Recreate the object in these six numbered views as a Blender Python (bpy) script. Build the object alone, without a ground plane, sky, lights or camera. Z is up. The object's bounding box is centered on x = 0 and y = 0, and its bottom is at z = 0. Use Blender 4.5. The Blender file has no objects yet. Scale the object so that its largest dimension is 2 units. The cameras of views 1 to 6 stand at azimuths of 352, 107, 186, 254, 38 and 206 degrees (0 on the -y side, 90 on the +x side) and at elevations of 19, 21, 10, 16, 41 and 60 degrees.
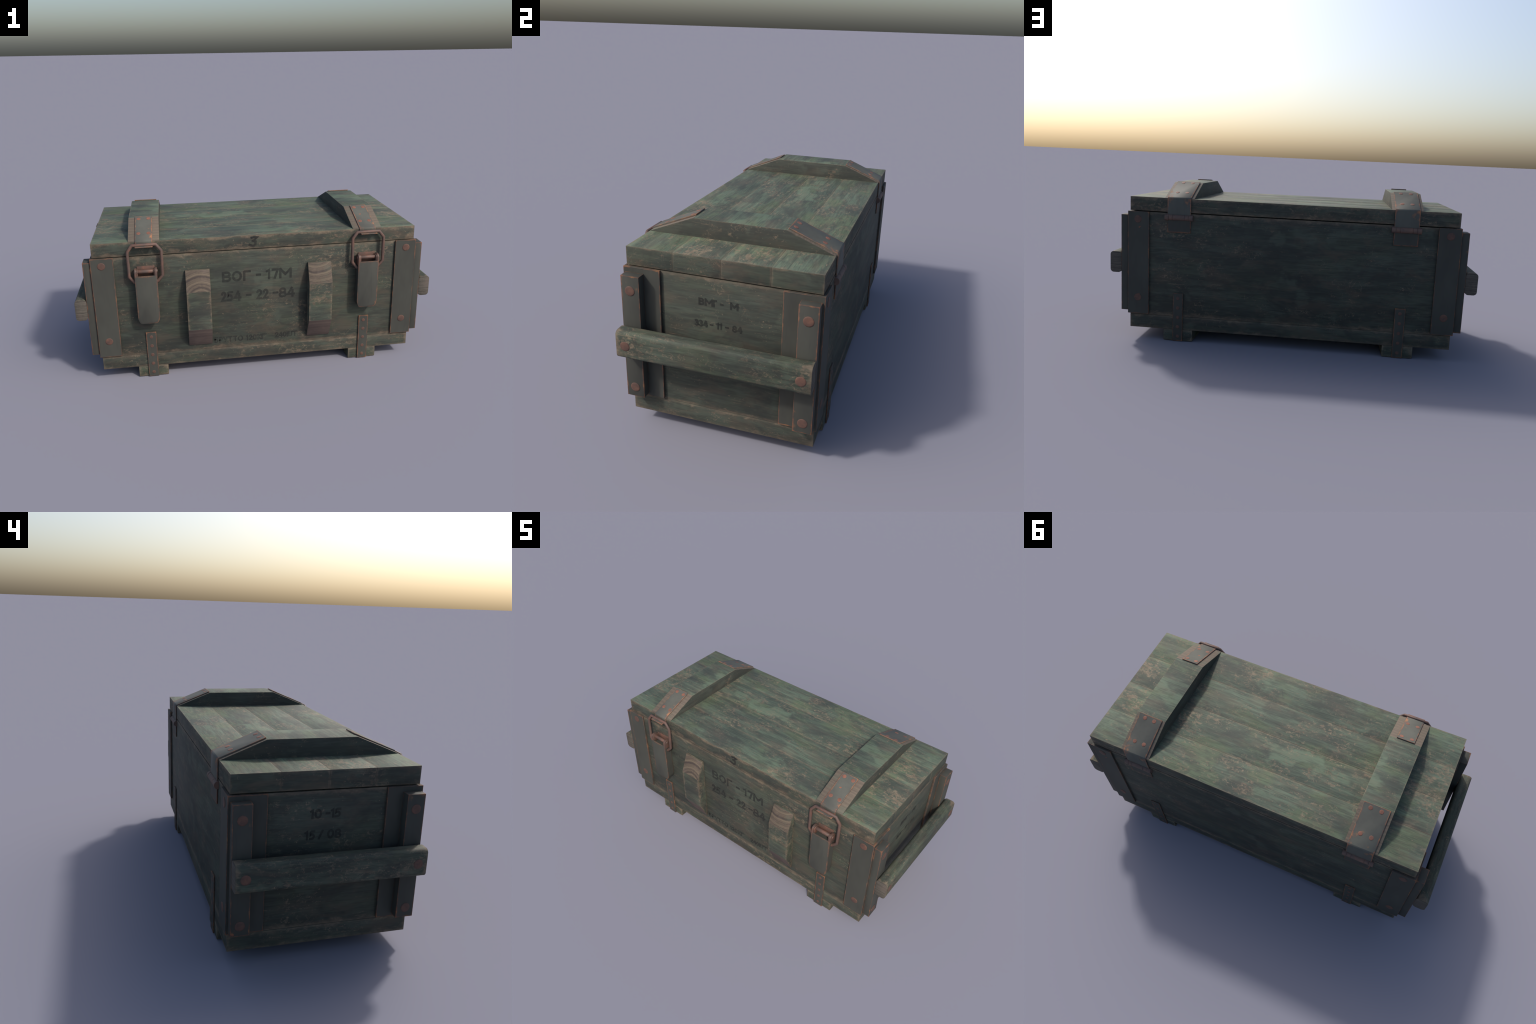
# Weathered green wooden military crate: planked lid with two battens, steel
# corner brackets, latches, hinges, carry handles, skid feet, stencilled text.
import bpy, bmesh, math, random
from mathutils import Vector, Matrix

random.seed(7)

# ------------------------------------------------------------------ sizes (m)
HX = 0.8824                  # half length of the wooden box
YF, YB = -0.3705, 0.4085     # front and back faces of the box
YC = (YF + YB) / 2
Z_BASE, Z_LINE, Z_BODY, Z_LIDB, Z_LID = 0.0635, 0.139, 0.7172, 0.7220, 0.798
FX = 0.6085                  # centre of battens, feet, latches, hinges (+-)
BT = 0.0105                  # corner bracket steel thickness
Z_BR0, Z_BR1 = 0.1450, 0.7185
POST_X = 0.9338

# ------------------------------------------------------------------ materials
class Nodes:
    """small helper that wires shader nodes"""
    def __init__(self, name):
        self.mat = bpy.data.materials.new(name)
        self.mat.use_nodes = True
        self.t = self.mat.node_tree
        self.t.nodes.clear()
        self.out = self.t.nodes.new('ShaderNodeOutputMaterial')
        self.bsdf = self.t.nodes.new('ShaderNodeBsdfPrincipled')
        self.t.links.new(self.bsdf.outputs[0], self.out.inputs[0])
        self.obj = self.t.nodes.new('ShaderNodeTexCoord').outputs['Object']

    def put(self, sock, v):
        if hasattr(v, 'is_output'):
            self.t.links.new(v, sock)
        else:
            if isinstance(v, (tuple, list)) and len(v) == 3 and sock.type == 'RGBA':
                v = (*v, 1)
            sock.default_value = v

    def math(self, op, a, b=0.0, c=0.0, clamp=False):
        n = self.t.nodes.new('ShaderNodeMath'); n.operation = op; n.use_clamp = clamp
        for s, v in zip(n.inputs, (a, b, c)): self.put(s, v)
        return n.outputs[0]

    def vmul(self, a, b, op='MULTIPLY'):
        n = self.t.nodes.new('ShaderNodeVectorMath'); n.operation = op
        self.put(n.inputs[0], a); self.put(n.inputs[1], b)
        return n.outputs['Value' if op in ('DOT_PRODUCT', 'LENGTH', 'DISTANCE') else 'Vector']

    def at(self, scale=(1, 1, 1), shift=(0, 0, 0)):
        """object coordinates, scaled and shifted"""
        return self.vmul(self.vmul(self.obj, scale), shift, 'ADD')

    def noise(self, vec, scale, detail=2.0, rough=0.5, dist=0.0):
        n = self.t.nodes.new('ShaderNodeTexNoise')
        self.put(n.inputs['Vector'], vec)
        for k, v in (('Scale', scale), ('Detail', detail), ('Roughness', rough), ('Distortion', dist)):
            n.inputs[k].default_value = v
        return n.outputs[0]

    def step(self, v, lo, hi):
        """smooth 0..1 between lo and hi"""
        n = self.t.nodes.new('ShaderNodeMapRange'); n.interpolation_type = 'SMOOTHSTEP'
        self.put(n.inputs[0], v); n.inputs[1].default_value = lo; n.inputs[2].default_value = hi
        return n.outputs[0]

    def ramp(self, v, stops):
        n = self.t.nodes.new('ShaderNodeValToRGB')
        self.put(n.inputs[0], v)
        e = n.color_ramp.elements
        while len(e) < len(stops): e.new(0.5)
        for i, (p, c) in enumerate(stops):
            e[i].position = p; e[i].color = (*c, 1)
        return n.outputs[0]

    def mix(self, f, a, b, blend='MIX'):
        n = self.t.nodes.new('ShaderNodeMix'); n.data_type = 'RGBA'; n.blend_type = blend
        self.put(n.inputs[0], f); self.put(n.inputs[6], a); self.put(n.inputs[7], b)
        return n.outputs[2]

    def edge(self, radius):
        """1 on a convex or cut edge, 0 one radius away from it"""
        b = self.t.nodes.new('ShaderNodeBevel'); b.samples = 8
        b.inputs[0].default_value = radius
        g = self.t.nodes.new('ShaderNodeNewGeometry')
        d = self.vmul(b.outputs[0], g.outputs['True Normal'], 'DOT_PRODUCT')
        return self.math('MULTIPLY', self.math('SUBTRACT', 1.0, d), 3.4, clamp=True)

    def bump(self, h, strength, dist=0.004):
        n = self.t.nodes.new('ShaderNodeBump')
        n.inputs['Strength'].default_value = strength
        n.inputs['Distance'].default_value = dist
        self.put(n.inputs['Height'], h)
        self.put(self.bsdf.inputs['Normal'], n.outputs[0])

    def finish(self, col, rough=0.7, spec=0.35, metallic=0.0):
        self.put(self.bsdf.inputs['Base Color'], col)
        self.put(self.bsdf.inputs['Roughness'], rough)
        self.put(self.bsdf.inputs['Specular IOR Level'], spec)
        self.put(self.bsdf.inputs['Metallic'], metallic)
        return self.mat

def along(axis, a, k):
    return tuple(a if i == axis else k for i in range(3))

def painted_wood_color(N, grain=0, wear=0.0, tone=1.0, edge_r=0.048, shift=(0, 0, 0), dirt=0.0, green=1.0, edge_amt=0.72, flat=1.0, haze=0.3):
    """green paint, streaked along the grain, chipped and rubbed down to wood"""
    sh = Vector(shift)
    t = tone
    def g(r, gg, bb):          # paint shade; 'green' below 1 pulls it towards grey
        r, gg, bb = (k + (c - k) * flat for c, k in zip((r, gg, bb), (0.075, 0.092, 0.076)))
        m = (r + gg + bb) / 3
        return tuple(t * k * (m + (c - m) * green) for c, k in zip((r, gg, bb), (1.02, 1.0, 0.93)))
    broad = N.noise(N.at(along(grain, 1.0, 5.5), sh + Vector((3, 1, 7))), 3.0, 3, 0.55, 0.3)
    thin = N.noise(N.at(along(grain, 1.0, 9.0), sh + Vector((7, 2, 1))), 8.5, 5, 0.62, 0.35)
    fine = N.noise(N.at(along(grain, 2.0, 34), sh), 5.0, 3, 0.6)
    blotch = N.noise(N.at(along(grain, 1.0, 1.7), sh + Vector((11, 4, 2))), 4.2, 6, 0.62, 0.6)
    hue = N.noise(N.at(along(grain, 1.0, 1.6), sh + Vector((5, 9, 13))), 4.6, 4, 0.55)
    streak = N.math('ADD', N.math('MULTIPLY', broad, 0.45), N.math('MULTIPLY', thin, 0.55))
    col = N.ramp(streak, [(0.34, g(0.047, 0.057, 0.052)), (0.48, g(0.071, 0.092, 0.075)),
                          (0.64, g(0.112, 0.152, 0.118))])
    col = N.mix(N.math('MULTIPLY', N.step(hue, 0.47, 0.62), 0.75), col,
                N.ramp(streak, [(0.34, g(0.058, 0.074, 0.050)), (0.64, g(0.118, 0.160, 0.102))]))
    col = N.mix(N.math('MULTIPLY', N.step(blotch, 0.49 - dirt, 0.64 - dirt), 0.70), col, g(0.047, 0.053, 0.051))
    pale = N.noise(N.at(along(grain, 1.0, 1.4), sh + Vector((1, 14, 3))), 5.0, 4, 0.55)
    col = N.mix(N.math('MULTIPLY', N.step(pale, 0.58, 0.66), 0.65), col, g(0.122, 0.168, 0.124))
    col = N.mix(N.math('MULTIPLY', N.step(fine, 0.50, 0.68), 0.55), col, g(0.040, 0.047, 0.043))
    smear = N.noise(N.at(along(grain, 1.0, 2.6), sh + Vector((12, 5, 15))), 6.0, 6, 0.66, 0.5)
    col = N.mix(N.math('MULTIPLY', N.step(smear, 0.46, 0.68), haze), col, (0.150 * t, 0.116 * t, 0.086 * t))
    # wear: clusters of small chips, curly scratches, rubbed edges
    patch = N.noise(N.at(along(grain, 1.0, 1.5), sh + Vector((2, 17, 5))), 5.5, 5, 0.6, 0.5)
    chip = N.noise(N.at(along(grain, 1.0, 1.6), sh + Vector((8, 3, 1))), 46, 6, 0.68, 0.6)
    far = N.noise(N.at((1, 1, 1), sh + Vector((1, 1, 9))), 1.9, 2, 0.5)
    lim = N.math('ADD', chip, N.math('MULTIPLY', N.math('SUBTRACT', patch, 0.5), 0.70))
    lim = N.math('ADD', lim, N.math('MULTIPLY', N.math('SUBTRACT', far, 0.5), 0.45))
    chips = N.step(lim, 0.60 - wear, 0.76 - wear)
    curl = N.noise(N.at(along(grain, 1.0, 1.3), sh + Vector((6, 2, 9))), 16, 3, 0.55, 1.4)
    line = N.step(N.math('ABSOLUTE', N.math('SUBTRACT', curl, 0.5)), 0.016, 0.004)
    line = N.math('MULTIPLY', line, N.step(patch, 0.46 - wear, 0.56 - wear))
    line = N.math('MULTIPLY', line, N.step(chip, 0.44, 0.56))
    long_ = N.noise(N.at(along(grain, 1.0, 24), sh + Vector((6, 6, 6))), 6.5, 3, 0.55)
    long_ = N.math('MULTIPLY', N.step(long_, 0.63, 0.70), N.step(patch, 0.46, 0.58))
    rub = N.noise(N.at(along(grain, 1.0, 1.8), sh + Vector((4, 4, 4))), 14, 6, 0.68, 0.5)
    e = N.edge(edge_r)
    wide = N.math('POWER', e, 0.5)
    edge = N.step(N.math('ADD', wide, N.math('MULTIPLY', N.math('SUBTRACT', rub, 0.5), 3.4)), 0.52 - wear * 3, 1.0 - wear * 3)
    edge = N.math('MULTIPLY', edge, N.step(wide, 0.08, 0.32))
    arris = N.step(N.math('ADD', e, N.math('MULTIPLY', N.math('SUBTRACT', rub, 0.5), 2.0)), 0.50, 0.80)
    edge = N.math('MAXIMUM', edge, N.math('MULTIPLY', arris, 0.9))
    speck = N.noise(N.at(along(grain, 1.0, 1.5), sh + Vector((3, 13, 2))), 62, 3, 0.55)
    speck = N.step(N.math('ADD', speck, N.math('MULTIPLY', N.math('SUBTRACT', patch, 0.5), 0.25)), 0.675, 0.735)
    line = N.math('MAXIMUM', line, speck)
    worn = N.math('MAXIMUM', N.math('MULTIPLY', chips, 0.74), N.math('MULTIPLY', line, 0.66))
    worn = N.math('MAXIMUM', worn, N.math('MULTIPLY', long_, 0.45))
    worn = N.math('MAXIMUM', worn, N.math('MULTIPLY', edge, edge_amt))
    wt = 0.45 + 0.55 * t
    def w(*c): return tuple(v * wt for v in c)
    wood = N.ramp(N.noise(N.at(along(grain, 1.5, 3), sh), 16, 4, 0.6),
                  [(0.34, w(0.125, 0.090, 0.065)), (0.52, w(0.205, 0.155, 0.110)), (0.68, w(0.265, 0.208, 0.142))])
    col = N.mix(worn, col, wood)
    h = N.math('SUBTRACT', N.math('MULTIPLY', fine, -0.35), N.math('MULTIPLY', worn, 0.2))
    h = N.math('ADD', h, N.math('MULTIPLY', thin, 0.5))
    return col, h

def painted_wood(name, **kw):
    N = Nodes(name)
    col, h = painted_wood_color(N, **kw)
    N.bump(h, 0.25, 0.003)
    return N.finish(col, 0.72, 0.26)

def stencil_ink(name, strength, **kw):
    """dark stencil paint, thin and rubbed, the painted wood showing through"""
    N = Nodes(name)
    col, h = painted_wood_color(N, **kw)
    f = N.noise(N.at((1, 1, 1), (21, 3, 8)), 26, 5, 0.65)
    f = N.math('MULTIPLY', N.step(f, 0.90, 0.42), strength)
    col = N.mix(f, col, (0.014, 0.0145, 0.0145))
    N.bump(h, 0.2, 0.002)
    return N.finish(col, 0.7, 0.25)

def bare_wood(name, centre, spacing, dark, mid, light, sharp=0.5, edge_r=0.0, paint=0.0):
    """sawn wood with growth rings around a far centre line"""
    N = Nodes(name)
    mask = tuple(0.0 if c is None else 1.0 for c in centre)
    at = tuple(0.0 if c is None else c for c in centre)
    warp = N.noise(N.at((1, 1, 1)), 14, 3, 0.55)
    d = N.vmul(N.vmul(N.obj, mask), at, 'DISTANCE')
    d = N.math('ADD', d, N.math('MULTIPLY', warp, spacing * 1.1))
    comb = N.t.nodes.new('ShaderNodeCombineXYZ')
    N.put(comb.inputs[0], N.math('MULTIPLY', d, 1.0 / spacing))
    ring = N.noise(comb.outputs[0], 1.0, 2, 0.5)
    fine = N.noise(N.at((30, 60, 60)), 3, 3, 0.6)
    v = N.math('ADD', ring, N.math('MULTIPLY', N.math('SUBTRACT', fine, 0.5), 0.18))
    w = 0.22 * (1 - sharp) + 0.05
    col = N.ramp(v, [(0.5 - w, dark), (0.5, mid), (0.5 + w, light)])
    blot = N.noise(N.at((1, 1, 1), (9, 9, 1)), 12, 4, 0.6)
    col = N.mix(N.math('MULTIPLY', N.step(blot, 0.5, 0.7), 0.35), col, (0.13, 0.10, 0.085))
    if paint:
        col = N.mix(N.math('MULTIPLY', N.step(blot, 0.50, 0.36), paint), col, (0.085, 0.105, 0.08))
    N.bump(v, 0.3, 0.003)
    return N.finish(col, 0.75, 0.3)

def painted_steel(name, rust=1.0, tone=1.0, glow=1.0, shift=(0, 0, 0), edge_r=0.0042):
    """grey-green painted steel with rust creeping in from the edges"""
    N = Nodes(name)
    s = Vector(shift)
    cloud = N.noise(N.at((3, 3, 1.2), s), 3.0, 5, 0.6)
    brush = N.noise(N.at((22, 22, 2), s), 4, 3, 0.6)
    t = tone
    col = N.ramp(cloud, [(0.3, (0.082 * t, 0.083 * t, 0.073 * t)), (0.5, (0.096 * t, 0.098 * t, 0.085 * t)),
                         (0.72, (0.110 * t, 0.114 * t, 0.098 * t))])
    col = N.mix(N.math('MULTIPLY', N.step(brush, 0.52, 0.75), 0.25), col, (0.060 * t, 0.060 * t, 0.058 * t))
    big, thin = N.math('POWER', N.edge(0.014), 0.65), N.edge(edge_r)
    n1 = N.noise(N.at((1, 1, 1), s + Vector((3, 8, 1))), 30, 5, 0.6)
    n2 = N.noise(N.at((1, 1, 1), s + Vector((1, 2, 6))), 9, 3, 0.5)
    halo = N.step(N.math('ADD', big, N.math('MULTIPLY', N.math('SUBTRACT', n1, 0.5), 1.2)), 0.25, 0.8)
    col = N.mix(N.math('MULTIPLY', halo, 0.4), col, (0.060 * t, 0.056 * t, 0.055 * t))
    bite = N.math('ADD', N.math('MULTIPLY', big, 0.9), N.math('MULTIPLY', N.math('SUBTRACT', n1, 0.5), 1.6))
    bite = N.math('ADD', bite, N.math('MULTIPLY', N.math('SUBTRACT', n2, 0.5), 1.6))
    bite = N.math('MULTIPLY', N.step(bite, 0.74, 0.80), N.step(big, 0.03, 0.1))
    rim = N.step(N.math('ADD', thin, N.math('MULTIPLY', N.math('SUBTRACT', n1, 0.5), 0.9)), 0.14, 0.42)
    rim = N.math('MULTIPLY', rim, N.step(thin, 0.01, 0.06))
    spot = N.noise(N.at((1, 1, 1), s + Vector((7, 7, 2))), 21, 2, 0.5)
    spot = N.step(spot, 0.755, 0.775)
    r = N.math('MULTIPLY', N.math('MAXIMUM', N.math('MAXIMUM', rim, bite), spot), rust)
    rc = N.ramp(n1, [(p, tuple(glow * v for v in c)) for p, c in
                     ((0.3, (0.120, 0.058, 0.042)), (0.5, (0.200, 0.080, 0.048)), (0.72, (0.240, 0.125, 0.060)))])
    col = N.mix(r, col, rc)
    N.bump(N.math('ADD', N.math('MULTIPLY', r, 0.6), N.math('MULTIPLY', brush, 0.2)), 0.2, 0.002)
    rough = N.math('ADD', 0.66, N.math('MULTIPLY', r, 0.18))
    return N.finish(col, rough, 0.22)

def rusty_iron(name, stops, scale=24, rough=0.68):
    N = Nodes(name)
    info = N.t.nodes.new('ShaderNodeObjectInfo')
    comb = N.t.nodes.new('ShaderNodeCombineXYZ')
    N.put(comb.inputs[0], N.math('MULTIPLY', info.outputs['Random'], 40.0))
    v = N.vmul(N.obj, comb.outputs[0], 'ADD')
    n = N.noise(v, scale, 5, 0.6, 0.4)
    col = N.ramp(n, stops)
    col = N.mix(N.math('MULTIPLY', N.step(info.outputs['Random'], 0.2, 1.0), 0.35), col, stops[0][1])
    N.bump(n, 0.25, 0.002)
    return N.finish(col, rough, 0.35)

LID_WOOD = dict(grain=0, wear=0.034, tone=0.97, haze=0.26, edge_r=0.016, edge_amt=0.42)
BODY_WOOD = dict(grain=0, wear=-0.035, tone=0.54, dirt=0.0, green=0.64, flat=0.80, haze=0.50)  # tone lowered below the lid's: baked shade of the upright walls
END_WOOD = dict(grain=1, wear=-0.045, tone=0.54, shift=(5, 0, 3), dirt=0.0, green=0.64, flat=0.75, haze=0.42)  # end walls' shade partly painted into this low tone
RIM_WOOD = dict(grain=0, wear=0.0, tone=0.56, dirt=0.02, green=0.64, flat=0.75, haze=0.55, shift=(1, 6, 0))  # lid paint darkened on its vertical faces to carry their shading
M = {}
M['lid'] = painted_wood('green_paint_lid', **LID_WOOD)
M['batten_side'] = painted_wood('green_paint_batten_side', grain=1, wear=-0.05, tone=0.56, shift=(3, 3, 0), edge_r=0.010, green=0.5, dirt=0.05, flat=0.6)  # batten paint toned down for the shadowed flanks
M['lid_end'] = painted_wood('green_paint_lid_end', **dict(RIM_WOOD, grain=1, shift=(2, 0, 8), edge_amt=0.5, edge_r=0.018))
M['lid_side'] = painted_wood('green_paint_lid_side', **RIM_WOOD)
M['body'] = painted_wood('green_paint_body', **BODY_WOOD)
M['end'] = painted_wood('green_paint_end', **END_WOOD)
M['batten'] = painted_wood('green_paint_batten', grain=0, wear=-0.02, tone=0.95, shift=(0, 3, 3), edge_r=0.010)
M['foot'] = painted_wood('green_paint_foot', grain=0, wear=0.01, tone=0.62, shift=(4, 0, 4), edge_r=0.03, green=0.8)
M['handle'] = painted_wood('green_paint_handle', grain=1, wear=0.04, tone=0.60, shift=(0, 8, 3), edge_r=0.034, green=0.8)
M['cleat'] = painted_wood('green_paint_cleat', grain=0, wear=0.02, tone=0.66, shift=(9, 0, 6), edge_r=0.024, green=0.70)
TAN = ((0.080, 0.065, 0.052), (0.122, 0.098, 0.075), (0.168, 0.135, 0.102))
RINGS = ((0.046, 0.036, 0.031), (0.082, 0.064, 0.049), (0.118, 0.094, 0.067))
GREY = ((0.036, 0.032, 0.028), (0.074, 0.066, 0.055), (0.112, 0.101, 0.083))
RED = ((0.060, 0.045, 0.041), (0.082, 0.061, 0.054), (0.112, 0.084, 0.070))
M['slope'] = bare_wood('bare_wood_slope', (None, 2.0, 0.4), 0.010, *TAN, sharp=0.2, paint=0.45)
M['cleat_l'] = bare_wood('ringed_wood_cleat', (-0.325, None, 0.45), 0.014, *RINGS, sharp=0.7, paint=0.0)
M['cleat_r'] = bare_wood('ringed_wood_cleat_mossy', (0.325, None, 0.71), 0.014, *RINGS, sharp=0.7, paint=0.30)
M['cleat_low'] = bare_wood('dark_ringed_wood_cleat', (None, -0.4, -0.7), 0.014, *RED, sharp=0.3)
M['end_grain'] = bare_wood('end_grain_wood', (None, 0.019, -3.0), 0.0055, *GREY, sharp=0.65)
M['steel'] = painted_steel('grey_painted_steel', tone=0.53)  # strap steel darkened on upright fittings, weaker top light baked into colour
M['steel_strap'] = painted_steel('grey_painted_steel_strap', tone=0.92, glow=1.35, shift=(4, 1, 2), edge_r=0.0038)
M['steel_lever'] = painted_steel('grey_painted_steel_lever', tone=0.56, shift=(2, 6, 2), edge_r=0.0026, rust=0.55)
M['rivet'] = rusty_iron('rusty_rivet', [(0.3, (0.066, 0.041, 0.035)), (0.5, (0.100, 0.053, 0.040)), (0.7, (0.140, 0.070, 0.048))], 40)
M['rivet_bright'] = rusty_iron('bright_rusty_rivet', [(0.3, (0.130, 0.062, 0.046)), (0.5, (0.200, 0.088, 0.060)), (0.7, (0.255, 0.115, 0.075))], 40)
M['ring'] = rusty_iron('rusty_iron_ring', [(0.3, (0.070, 0.052, 0.046)), (0.5, (0.105, 0.062, 0.049)), (0.72, (0.165, 0.078, 0.055))], 26, 0.55)
M['hinge'] = rusty_iron('rusty_iron_hinge', [(0.3, (0.085, 0.062, 0.056)), (0.5, (0.115, 0.074, 0.060)), (0.72, (0.160, 0.086, 0.062))], 30)
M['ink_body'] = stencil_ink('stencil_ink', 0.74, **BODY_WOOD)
M['ink_end'] = stencil_ink('stencil_ink_end', 0.74, **END_WOOD)
M['ink_lid'] = stencil_ink('stencil_ink_lid', 0.86, **RIM_WOOD)

# ------------------------------------------------------------------- geometry
root = bpy.data.objects.new('ammunition_crate', None)
bpy.context.scene.collection.objects.link(root)
root['label'] = 'weathered green wooden military crate with rusty metal fittings'
root['category'] = 'wooden crate'

def add(name, mesh, parent=None):
    ob = bpy.data.objects.new(name, mesh)
    bpy.context.scene.collection.objects.link(ob)
    ob.parent = parent or root
    return ob

def to_mesh(bm, name, mats, bevel=0.0, segs=2, slot=None, angle=40, bevel_filter=None):
    bmesh.ops.remove_doubles(bm, verts=bm.verts, dist=1e-6)
    bmesh.ops.recalc_face_normals(bm, faces=bm.faces)
    if bevel:
        edges = [e for e in bm.edges if e.is_manifold and e.calc_face_angle(0) > math.radians(20)
                 and (bevel_filter is None or bevel_filter(e))]
        bmesh.ops.bevel(bm, geom=edges, offset=bevel, segments=segs, profile=0.5, affect='EDGES')
    bm.normal_update()
    me = bpy.data.meshes.new(name)
    for m in mats: me.materials.append(m)
    if slot:
        for f in bm.faces: f.material_index = slot(f.normal, f.calc_center_median())
    for f in bm.faces: f.smooth = True
    bm.to_mesh(me); bm.free()
    me.set_sharp_from_angle(angle=math.radians(angle))
    return me

def prism_into(bm, pts, axis, a0, a1):
    """extrude a closed 2D profile along axis; the profile is given in the two other axes in order"""
    o = [i for i in range(3) if i != axis]
    def v(p, a):
        c = [0, 0, 0]; c[axis] = a; c[o[0]], c[o[1]] = p
        return bm.verts.new(c)
    A = [v(p, a0) for p in pts]; B = [v(p, a1) for p in pts]
    n = len(pts)
    bm.faces.new(A); bm.faces.new(B[::-1])
    for i in range(n):
        bm.faces.new((A[i], B[i], B[(i + 1) % n], A[(i + 1) % n]))

def prism(name, pts, axis, a0, a1, mats, bevel=0.0015, parent=None, slot=None, segs=2, angle=40, bevel_filter=None):
    bm = bmesh.new()
    prism_into(bm, pts, axis, a0, a1)
    mats = mats if isinstance(mats, list) else [mats]
    return add(name, to_mesh(bm, name, mats, bevel, segs, slot, angle, bevel_filter), parent)

def rect(a0, a1, b0, b1):
    return [(a0, b0), (a1, b0), (a1, b1), (a0, b1)]

def box(name, x, y, z, mats, **kw):
    return prism(name, rect(*x, *y), 2, z[0], z[1], mats, **kw)

def arc(cx, cy, r, a0, a1, n):
    return [(cx + r * math.cos(math.radians(a0 + (a1 - a0) * i / n)),
             cy + r * math.sin(math.radians(a0 + (a1 - a0) * i / n))) for i in range(n + 1)]

def rounded_rect(a0, a1, b0, b1, r, n=5):
    return (arc(a1 - r, b1 - r, r, 0, 90, n) + arc(a0 + r, b1 - r, r, 90, 180, n) +
            arc(a0 + r, b0 + r, r, 180, 270, n) + arc(a1 - r, b0 + r, r, 270, 360, n))

# rivet: a low turned button; shared meshes
def rivet_mesh(name, r, h, segs=20, mat='rivet'):
    bm = bmesh.new()
    prof = [(r, -0.004), (r, h * 0.35), (r * 0.93, h * 0.72), (r * 0.75, h * 0.93), (r * 0.4, h)]
    rings = [[bm.verts.new((p * math.cos(2 * math.pi * i / segs), p * math.sin(2 * math.pi * i / segs), z))
              for i in range(segs)] for p, z in prof]
    for a, b in zip(rings, rings[1:]):
        for i in range(segs):
            bm.faces.new((a[i], a[(i + 1) % segs], b[(i + 1) % segs], b[i]))
    bm.faces.new(rings[-1]); bm.faces.new(rings[0][::-1])
    return to_mesh(bm, name, [M[mat]], angle=50)

RIV_BIG = rivet_mesh('rivet', 0.0205, 0.0026)
RIV_MID = rivet_mesh('rivet_small', 0.0108, 0.0012, mat='rivet_bright')
RIV_SMALL = rivet_mesh('rivet_tiny', 0.0098, 0.0014)

def rivet(mesh, pos, normal, parent):
    ob = bpy.data.objects.new('rivet', mesh)
    bpy.context.scene.collection.objects.link(ob)
    ob.parent = parent
    q = Vector(normal).to_track_quat('Z', 'Y')
    ob.matrix_local = (Matrix.Translation(pos) @ q.to_matrix().to_4x4()
                       @ Matrix.Rotation(random.uniform(0, 6.28), 4, 'Z'))
    return ob

# ---- body boards
T = 0.034
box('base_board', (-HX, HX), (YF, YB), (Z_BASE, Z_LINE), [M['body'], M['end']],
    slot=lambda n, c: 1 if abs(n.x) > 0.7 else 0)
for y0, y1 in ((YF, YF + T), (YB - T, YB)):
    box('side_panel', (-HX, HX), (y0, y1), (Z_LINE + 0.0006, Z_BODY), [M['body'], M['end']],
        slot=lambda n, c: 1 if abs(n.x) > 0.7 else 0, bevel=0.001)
for s in (1, -1):
    x0, x1 = sorted((s * (HX - T), s * HX))
    box('end_panel', (x0, x1), (YF + T + 0.0003, YB - T - 0.0003), (Z_LINE + 0.0006, Z_BODY), M['end'], bevel=0.001)

# ---- lid: four planks
PW = (YB - YF) / 4
for i in range(4):
    box('lid_plank', (-HX, HX), (YF + i * PW + (0.00015 if i else 0), YF + (i + 1) * PW - (0.00015 if i < 3 else 0)),
        (Z_LIDB + (0.0002 * i), Z_LID + (0, 0.0003, 0.0001, 0.0002)[i]), [M['lid'], M['lid_end'], M['lid_side']], bevel=0.0007,
        slot=lambda n, c: 1 if abs(n.x) > 0.7 else (2 if abs(n.y) > 0.7 else 0))
box('lid_rabbet', (-HX + 0.05, HX - 0.05), (YF + 0.05, YB - 0.05), (Z_BODY - 0.03, Z_LIDB + 0.002), M['lid'], bevel=0)

# ---- battens with straps, latches and hinges
KF, KB, ZT = -0.1765, 0.2145, 0.877          # kinks of the batten top
SF = Vector((0, KF - YF, ZT - Z_LID)).normalized()   # up the front slope
SB = Vector((0, KB - YB, ZT - Z_LID)).normalized()
NF = Vector((0, -SF.z, SF.y)); NB = Vector((0, SB.z, -SB.y))

def on_slope(front, t, lift):
    """point on the batten slope: t=0 at the foot, 1 at the kink, raised by lift"""
    a = Vector((0, YF, Z_LID)) if front else Vector((0, YB, Z_LID))
    b = Vector((0, KF, ZT)) if front else Vector((0, KB, ZT))
    return a.lerp(b, t) + (NF if front else NB) * lift

def yz(v): return (v.y, v.z)

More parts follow.
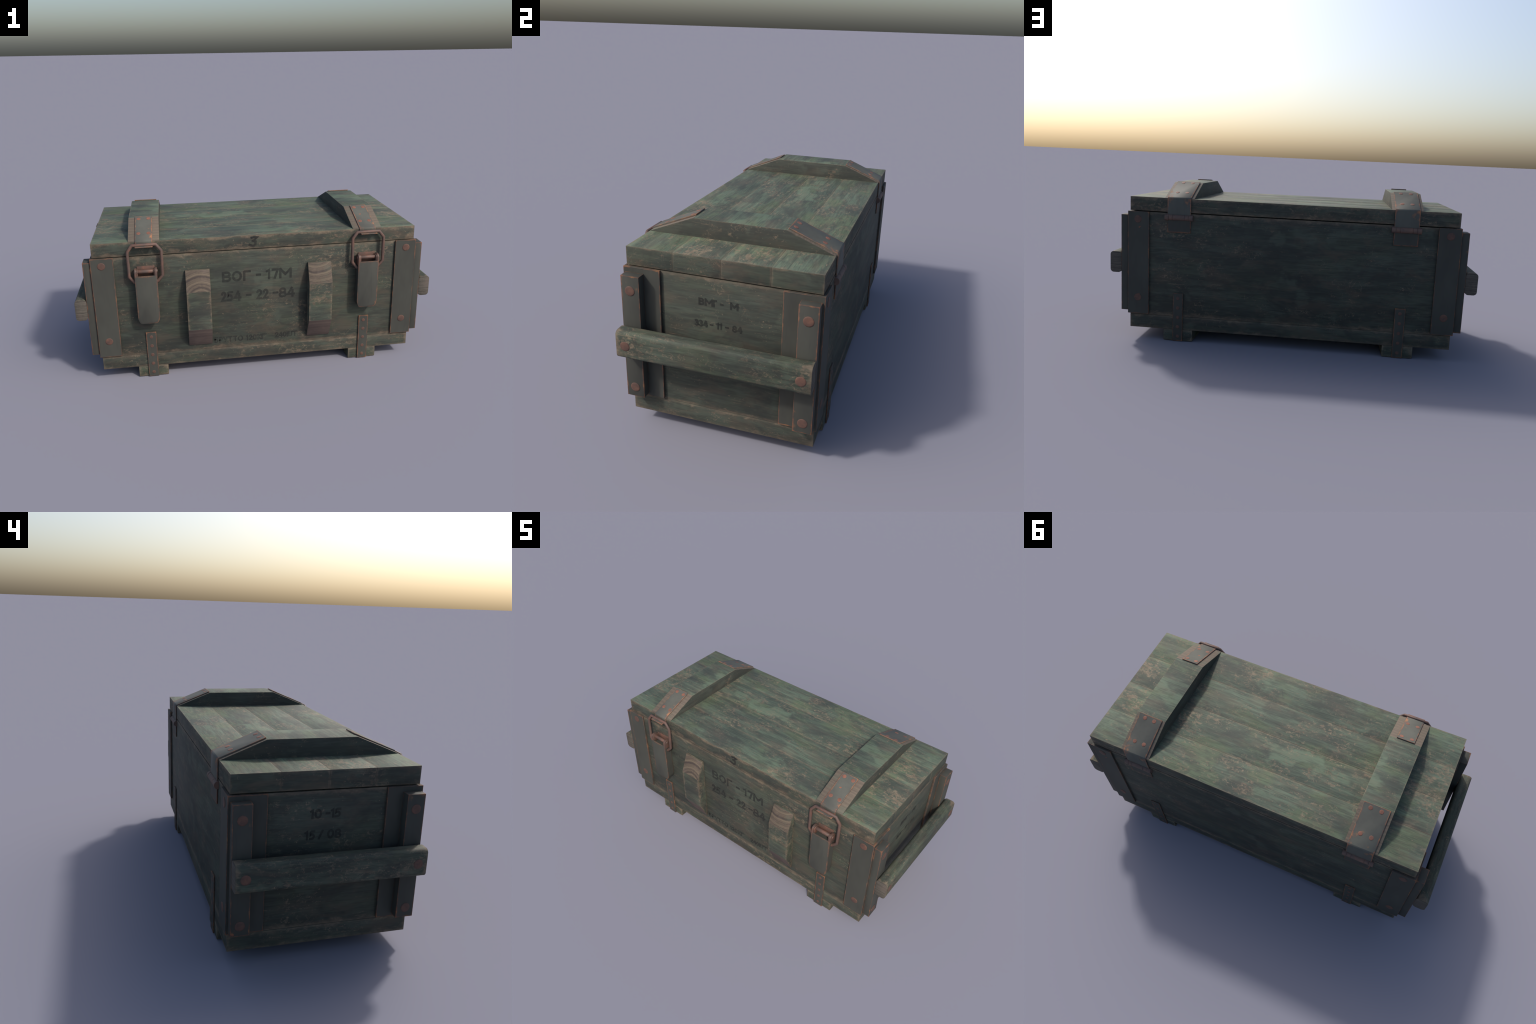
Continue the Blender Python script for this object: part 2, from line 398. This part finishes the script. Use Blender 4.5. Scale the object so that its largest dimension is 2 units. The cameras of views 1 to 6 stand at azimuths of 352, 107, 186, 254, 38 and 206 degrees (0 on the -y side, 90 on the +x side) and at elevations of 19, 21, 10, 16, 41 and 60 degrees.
for s in (1, -1):
    cx = s * FX
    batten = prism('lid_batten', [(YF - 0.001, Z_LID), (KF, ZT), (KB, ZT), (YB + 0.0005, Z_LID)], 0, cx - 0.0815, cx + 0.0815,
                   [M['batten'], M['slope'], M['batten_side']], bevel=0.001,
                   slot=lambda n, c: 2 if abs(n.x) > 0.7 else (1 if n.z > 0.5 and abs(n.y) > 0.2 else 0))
    # front strap: lies on the slope, turns down and hooks under the ring
    th = 0.0052
    prof = [yz(on_slope(True, 1.0, 0.0012)), yz(on_slope(True, 1.0, th + 0.0012)),
            yz(on_slope(True, 0.005, th + 0.0012)), (YF - 0.0065, 0.7985), (YF - 0.0065, 0.7802), (-0.4105, 0.7802),
            (-0.4105, 0.7757), (YF - 0.0012, 0.7757), (YF - 0.0012, 0.797)]
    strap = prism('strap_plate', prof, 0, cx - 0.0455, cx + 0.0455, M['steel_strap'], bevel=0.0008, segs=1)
    for t in (0.895, 0.29):
        for dx in (-0.0265, 0.0265):
            p = on_slope(True, t, th + 0.0012); p.x = cx + dx
            rivet(RIV_MID, p, NF, strap)
    # back strap down to the hinge
    prof = [yz(on_slope(False, 1.0, 0.0012)), yz(on_slope(False, 1.0, th + 0.0012)),
            yz(on_slope(False, 0.01, th + 0.0012)), (YB + 0.0062, 0.7985), (YB + 0.0062, 0.700), (YB + 0.0012, 0.700),
            (YB + 0.0012, 0.797)]
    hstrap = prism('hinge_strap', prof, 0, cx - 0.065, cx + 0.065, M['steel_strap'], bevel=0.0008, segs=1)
    for t, dx in ((0.905, 0.0268), (0.295, 0.0268)):
        for sg in (-1, 1):
            p = on_slope(False, t, th + 0.0012); p.x = cx + sg * dx
            rivet(RIV_MID, p, NB, hstrap)
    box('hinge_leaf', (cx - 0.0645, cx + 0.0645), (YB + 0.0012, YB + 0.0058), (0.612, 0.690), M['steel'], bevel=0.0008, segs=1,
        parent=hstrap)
    bm = bmesh.new()
    for a, b, r in ((-0.078, -0.0555, 0.0166), (-0.0550, -0.0325, 0.0154), (-0.0320, 0.0330, 0.0158),
                    (0.0335, 0.0560, 0.0154), (0.0565, 0.078, 0.0166)):
        prism_into(bm, [(YB + 0.0042 + r * math.cos(k * math.pi / 10), 0.6945 + r * math.sin(k * math.pi / 10))
                        for k in range(20)], 0, cx + a, cx + b)
    add('hinge_barrel', to_mesh(bm, 'hinge_barrel', [M['hinge']], 0.0009, 1), hstrap)

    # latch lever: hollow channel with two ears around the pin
    yo, yi = -0.4215, YF - 0.0015
    zc, ya, ra = 0.640, -0.3965, 0.0185       # pin height, pin depth, ear radius
    bm = bmesh.new()
    w = 0.0585
    face = [(cx - w, 0.622), (cx - w, 0.384), (cx - w + 0.004, 0.366), (cx - w + 0.011, 0.352), (cx - w + 0.019, 0.3475),
            (cx + w - 0.019, 0.3475), (cx + w - 0.011, 0.352), (cx + w - 0.004, 0.366), (cx + w, 0.384), (cx + w, 0.622)]
    prism_into(bm, face, 1, yo, yo + 0.006)
    lever = add('latch_lever', to_mesh(bm, 'latch_lever', [M['steel_lever']], 0.0016, 2))
    bm = bmesh.new()
    inner = [(cx + (x - cx) * 0.975, min(z, 0.604) + (0.001 if z < 0.36 else 0)) for x, z in face]
    prism_into(bm, inner, 1, yo + 0.0055, yi)
    add('latch_channel', to_mesh(bm, 'latch_channel', [M['steel_lever']], 0.0012, 1), lever)
    for sg in (-1, 1):
        a, b = sorted((cx + sg * (w - 0.0105), cx + sg * (w + 0.0003)))
        ear = [(yi, 0.600), (yo + 0.0003, 0.600), (yo + 0.0003, zc - 0.010)] + arc(ya - 0.0055, zc + 0.0005, 0.0192, 180, 90, 6) + \
              arc(ya + 0.002, zc - 0.0035, 0.0232, 90, 20, 5) + [(yi, zc - 0.010)]
        prism('latch_ear', ear, 0, a, b, M['ring'], bevel=0.0012, parent=lever)
        a, b = sorted((cx + sg * (w - 0.0165), cx + sg * (w - 0.0112)))
        prism('latch_bracket', [(yi, 0.606), (yo + 0.005, 0.606)] + arc(ya - 0.003, zc, 0.0165, 180, 60, 8) + [(yi, zc + 0.010)],
              0, a, b, M['ring'], bevel=0.001, parent=lever)
    box('latch_back_plate', (cx - 0.047, cx + 0.047), (YF - 0.0052, YF - 0.0008), (0.600, 0.662), M['ring'], bevel=0.0008, parent=lever)
    bm = bmesh.new()
    prism_into(bm, [(ya + 0.011 * math.cos(k * math.pi / 8), zc + 0.011 * math.sin(k * math.pi / 8)) for k in range(16)],
               0, cx - 0.046, cx + 0.046)
    prism_into(bm, [(ya + 0.0085 * math.cos(k * math.pi / 8), zc + 0.0085 * math.sin(k * math.pi / 8)) for k in range(16)],
               0, cx - w - 0.004, cx + w + 0.004)
    add('latch_pin', to_mesh(bm, 'latch_pin', [M['ring']], 0.0008, 1), lever)
    # latch ring: bent octagonal bar loop
    loop = [(-0.061, 0.7855), (0.061, 0.7855), (0.0875, 0.7515), (0.0875, 0.6150), (0.062, 0.5830), (-0.062, 0.5830),
            (-0.0875, 0.6150), (-0.0875, 0.7515)]
    P = [Vector((cx + x, -0.3915 - 0.0060 * (0.786 - z) / 0.2, z)) for x, z in loop]
    bm = bmesh.new(); sect = []
    n = len(P); rb = 0.0086
    plane_n = (P[1] - P[0]).cross(P[3] - P[1]).normalized()
    for i in range(n):
        d0 = (P[i] - P[i - 1]).normalized(); d1 = (P[(i + 1) % n] - P[i]).normalized()
        side = (d0.cross(plane_n) + d1.cross(plane_n)).normalized()
        k = 1 / max(0.5, side.dot(d0.cross(plane_n)))
        sect.append([bm.verts.new(P[i] + side * k * rb * math.cos(math.radians(22.5 + 45 * j)) +
                                  plane_n * rb * math.sin(math.radians(22.5 + 45 * j))) for j in range(8)])
    for i in range(n):
        a, b = sect[i], sect[(i + 1) % n]
        for j in range(8):
            bm.faces.new((a[j], a[(j + 1) % 8], b[(j + 1) % 8], b[j]))
    add('latch_ring', to_mesh(bm, 'latch_ring', [M['ring']], angle=50), lever)

    # skid foot with riveted straps at both ends
    foot = box('skid_foot', (cx - 0.082, cx + 0.082), (YF, YB), (0.0003, Z_BASE - 0.0002), [M['foot'], M['foot']], bevel=0.0015)
    for front in (True, False):
        y0, y1 = ((YF - 0.0078, YF - 0.0006) if front else (YB + 0.0006, YB + 0.0062))
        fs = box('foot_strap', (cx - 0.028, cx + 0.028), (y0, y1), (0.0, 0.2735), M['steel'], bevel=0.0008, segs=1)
        for k in range(5):
            rivet(RIV_SMALL, (cx, y0 if front else y1, 0.245 - 0.0545 * k), (0, -1 if front else 1, 0), fs)

# ---- corner brackets, posts
for sx in (1, -1):
    for front in (True, False):
        yo = YF - BT if front else YB + BT            # outer face
        yi = YF - 0.0006 if front else YB + 0.0006
        d = 1 if front else -1
        X = lambda v: sx * v
        ys = yo + d * 0.1545
        prof = [(X(0.7745), yo), (X(HX + BT), yo), (X(HX + BT), ys), (X(HX + 0.0006), ys), (X(HX + 0.0006), yi), (X(0.7745), yi)]
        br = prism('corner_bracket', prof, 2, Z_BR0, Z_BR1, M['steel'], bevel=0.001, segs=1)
        for z in (0.6765, 0.239):
            rivet(RIV_BIG, (X(0.836), yo, z), (0, -d, 0), br)
        y0, y1 = sorted((yo + d * 0.0098, yo + d * 0.0098 + d * 0.0772))
        x0, x1 = sorted((X(HX + BT + 0.0004), X(POST_X)))
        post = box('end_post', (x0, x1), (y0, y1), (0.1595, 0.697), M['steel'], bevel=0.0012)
        for z in (0.6355, 0.203):
            rivet(RIV_BIG, (X(POST_X), -0.334 if front else 0.371, z), (sx, 0, 0), post)
    # carry handle across the posts
    x0, x1 = sorted((sx * (POST_X + 0.0006), sx * 0.9972))
    handle = prism('carry_handle', rounded_rect(x0, x1, 0.3705, 0.4885, 0.018), 1, YF, YB, [M['handle'], M['end_grain']],
                   bevel=0.0012, slot=lambda n, c: 1 if abs(n.y) > 0.7 else 0,
                   bevel_filter=lambda e: any(abs(f.normal.y) > 0.9 for f in e.link_faces))
    for y in (-0.332, 0.3695):
        rivet(RIV_BIG, (sx * 0.9969, y, 0.428), (sx, 0, 0), handle)

# ---- front cleats
for cxl, key in ((-0.337, 'cleat_l'), (0.338, 'cleat_r')):
    prism('front_cleat', [(YF - 0.0004, 0.1735), (-0.3770, 0.1735), (-0.4285, 0.2895), (-0.4285, 0.5125), (-0.3835, 0.6235),
                          (YF - 0.0004, 0.6235)], 0,
          cxl - 0.0655, cxl + 0.0655, [M['cleat'], M[key], M['cleat_low']], bevel=0.0012,
          slot=lambda n, c: (1 if 0.25 < n.z < 0.8 else 2 if -0.8 < n.z < -0.25 else 0) if abs(n.x) < 0.6 else 0)

# ---- stencilled lettering: strokes on a unit box, swept to a bar
def oval(cx, cy, rx, ry, a0=0, a1=360, n=20):
    return [(cx + rx * math.cos(math.radians(a0 + (a1 - a0) * i / n)),
             cy + ry * math.sin(math.radians(a0 + (a1 - a0) * i / n))) for i in range(n + 1)]

GLYPH = {   # strokes with centre lines inside 0..1 (both axes are scaled to the letter's size)
    'B': [[(0, 0), (0, 1)], [(0, 1), (.55, 1)] + oval(.55, .76, .38, .24, 90, -90, 10) + [(0, .52)],
          [(0, .52), (.6, .52)] + oval(.6, .26, .4, .26, 90, -90, 10) + [(0, 0)]],
    'O': [oval(.5, .5, .5, .5, 97, 263), oval(.5, .5, .5, .5, 83, -83)],
    'G': [[(0, 0), (0, .92)], [(.16, 1), (1, 1)]],
    'M': [[(0, 0), (0, 1)], [(0, 1), (.5, .38)], [(.5, .38), (1, 1)], [(1, 1), (1, 0)]],
    '1': [[(0, .86), (.7, 1), (.7, 0)]],
    '7': [[(0, 1), (1, 1), (.42, 0)]],
    '2': [oval(.5, .72, .47, .28, 165, -20, 12) + [(.02, 0), (1, 0)]],
    '5': [[(.12, .9), (.1, .53)] + oval(.45, .31, .5, .31, 118, -90, 14) + [(0, 0)], [(.42, 1), (1, 1)]],
    '4': [[(.62, 1), (0, .26), (1, .26)], [(.78, .72), (.78, 0)]],
    '8': [oval(.5, .75, .42, .25), oval(.5, .25, .5, .26)],
    '3': [oval(.45, .74, .45, .26, 140, -75, 12), oval(.45, .25, .52, .26, 82, -145, 14)],
    '0': [oval(.5, .5, .5, .5)],
    '-': [[(0, .5), (1, .5)]], '/': [[(0, 0), (1, 1)]],
    'b': [[(.9, 1), (0, 1), (0, 0)] + [(.5, 0)] + oval(.55, .3, .42, .3, -90, 90, 10) + [(0, .6)]],
    'P': [[(0, 0), (0, 1), (.55, 1)] + oval(.55, .72, .42, .28, 90, -90, 10) + [(0, .44)]],
    'Y': [[(0, 1), (.5, .38)], [(1, 1), (.42, 0)]],
    'T': [[(0, 1), (1, 1)], [(.5, .88), (.5, 0)]],
    'K': [[(0, 0), (0, 1)], [(1, 1), (.2, .5), (1, 0)]],
    'L': [[(0, 1), (0, 0), (1, 0)]],
    'U': [[(0, 1), (0, .35)] + oval(.5, .35, .5, .35, 180, 360, 10) + [(1, 1)]],
    'z': [[(0.25, .96), (.55, 1), (.95, .98), (.45, .62)], [(.38, .6), (.72, .52), (.7, .2), (.45, 0), (.0, .16)]],
}
stroke_no = [0]

def letters(mat, origin, right, up, items, height, bar):
    """items: (glyph, left, right, base) measured along right / up on the face"""
    R, U = Vector(right), Vector(up); Nn = R.cross(U)
    bm = bmesh.new()
    for g, l, r, base in items:
        hb = bar * 1.12 / 2
        sx, sy = max(r - l - bar, 0.0005), height - bar
        for st in GLYPH[g]:
            stroke_no[0] += 1
            lift = 0.0006 + 0.00004 * (stroke_no[0] % 7)
            pts = [Vector((l + hb + x * sx, base + hb + y * sy)) for x, y in st]
            pts = [p for i, p in enumerate(pts) if i == 0 or (p - pts[i - 1]).length > 1e-5]
            closed = (pts[0] - pts[-1]).length < 1e-4
            if closed: pts = pts[:-1]
            n = len(pts); L = []; Rr = []
            for i, p in enumerate(pts):
                a = pts[i - 1] if (closed or i) else None
                b = pts[(i + 1) % n] if (closed or i < n - 1) else None
                d0 = (p - a).normalized() if a is not None else None
                d1 = (b - p).normalized() if b is not None else None
                if d0 is None: d0 = d1; p = p - d1 * hb
                elif d1 is None: d1 = d0; p = p + d0 * hb
                n0 = Vector((-d0.y, d0.x)); n1 = Vector((-d1.y, d1.x))
                m = (n0 + n1)
                m = n1 if m.length < 0.2 else m.normalized()
                k = hb / max(0.55, m.dot(n0))
                L.append(p + m * k); Rr.append(p - m * k)
            def v3(q, z): return bm.verts.new(Vector(origin) + R * q.x + U * q.y + Nn * z)
            LT = [v3(q, lift) for q in L]; RT = [v3(q, lift) for q in Rr]
            for i in range(n if closed else n - 1):
                j = (i + 1) % n
                bm.faces.new((LT[i], RT[i], RT[j], LT[j]))
    for f in bm.faces:
        f.normal_update()
        if f.normal.dot(Nn) < 0: f.normal_flip()
    me = bpy.data.meshes.new('stencil_lettering')
    me.materials.append(mat)
    bm.to_mesh(me); bm.free()
    return add('stencil_lettering', me)

FR = ((0, YF, 0), (1, 0, 0), (0, 0, 1))
letters(M['ink_body'], *FR, [('B', -.2045, -.155, .5375), ('O', -.1505, -.0955, .5375), ('G', -.0885, -.0462, .5375),
                             ('-', -.0172, .0108, .5375), ('1', .0385, .0665, .5375), ('7', .0705, .1100, .5375),
                             ('M', .1130, .1830, .5375)], 0.0600, 0.0118)
letters(M['ink_body'], *FR, [('2', -.2145, -.184, .4215), ('5', -.1815, -.1465, .4215), ('4', -.1432, -.101, .4215),
                             ('-', -.0750, -.0450, .4215), ('2', -.0170, .0155, .4215), ('2', .0195, .0515, .4215),
                             ('-', .0760, .1070, .4245), ('8', .1098, .1545, .4215), ('4', .1570, .2010, .4215)], 0.0595, 0.0115)
letters(M['ink_body'], *FR, [('b', -.2600, -.2385, .1715), ('P', -.2330, -.2125, .1715), ('Y', -.2105, -.1850, .1715),
                             ('T', -.1830, -.1580, .1715), ('T', -.1540, -.1290, .1715), ('O', -.1270, -.0970, .1715),
                             ('1', -.0790, -.0665, .1715), ('2', -.0640, -.0430, .1715), ('0', -.0420, -.0180, .1715),
                             ('K', -.0140, .0085, .1715), ('G', .0090, .0300, .1715)], 0.0345, 0.0066)
letters(M['ink_body'], *FR, [('2', .0860, .1085, .1740), ('4', .1085, .1340, .1740), ('0', .1330, .1540, .1740),
                             ('L', .1555, .1660, .1740), ('U', .1650, .1880, .1740), ('T', .1880, .2190, .1740)], 0.0335, 0.0070)
letters(M['ink_lid'], *FR, [('z', -.0545, .0010, .7290)], 0.0620, 0.0115)
RX = ((HX, 0, 0), (0, 1, 0), (0, 0, 1))
letters(M['ink_end'], *RX, [('B', -.0712, -.0480, .6015), ('M', -.0455, -.0115, .6015), ('G', -.0130, .0040, .6015),
                            ('-', .0165, .0300, .6015), ('M', .0570, .0900, .6015)], 0.0300, 0.0068)
letters(M['ink_end'], *RX, [('3', -.0890, -.0720, .5090), ('3', -.0705, -.0540, .5090), ('4', -.0530, -.0340, .5090),
                            ('-', -.0250, -.0110, .5090), ('1', .0010, .0130, .5090), ('1', .0130, .0270, .5090),
                            ('-', .0370, .0520, .5090), ('8', .0660, .0855, .5090), ('4', .0870, .1065, .5090)], 0.0285, 0.0060)
LX = ((-HX, 0, 0), (0, -1, 0), (0, 0, 1))
letters(M['ink_end'], *LX, [('1', -.0920, -.0740, .6030), ('0', -.0730, -.0430, .6030), ('-', -.0275, -.0080, .6030),
                            ('1', -.0060, .0110, .6030), ('5', .0100, .0360, .6030)], 0.0390, 0.0080)
letters(M['ink_end'], *LX, [('1', -.1100, -.0920, .5160), ('5', -.0900, -.0660, .5160), ('/', -.0530, -.0320, .5160),
                            ('0', -.0150, .0140, .5160), ('8', .0155, .0440, .5160)], 0.0385, 0.0080)
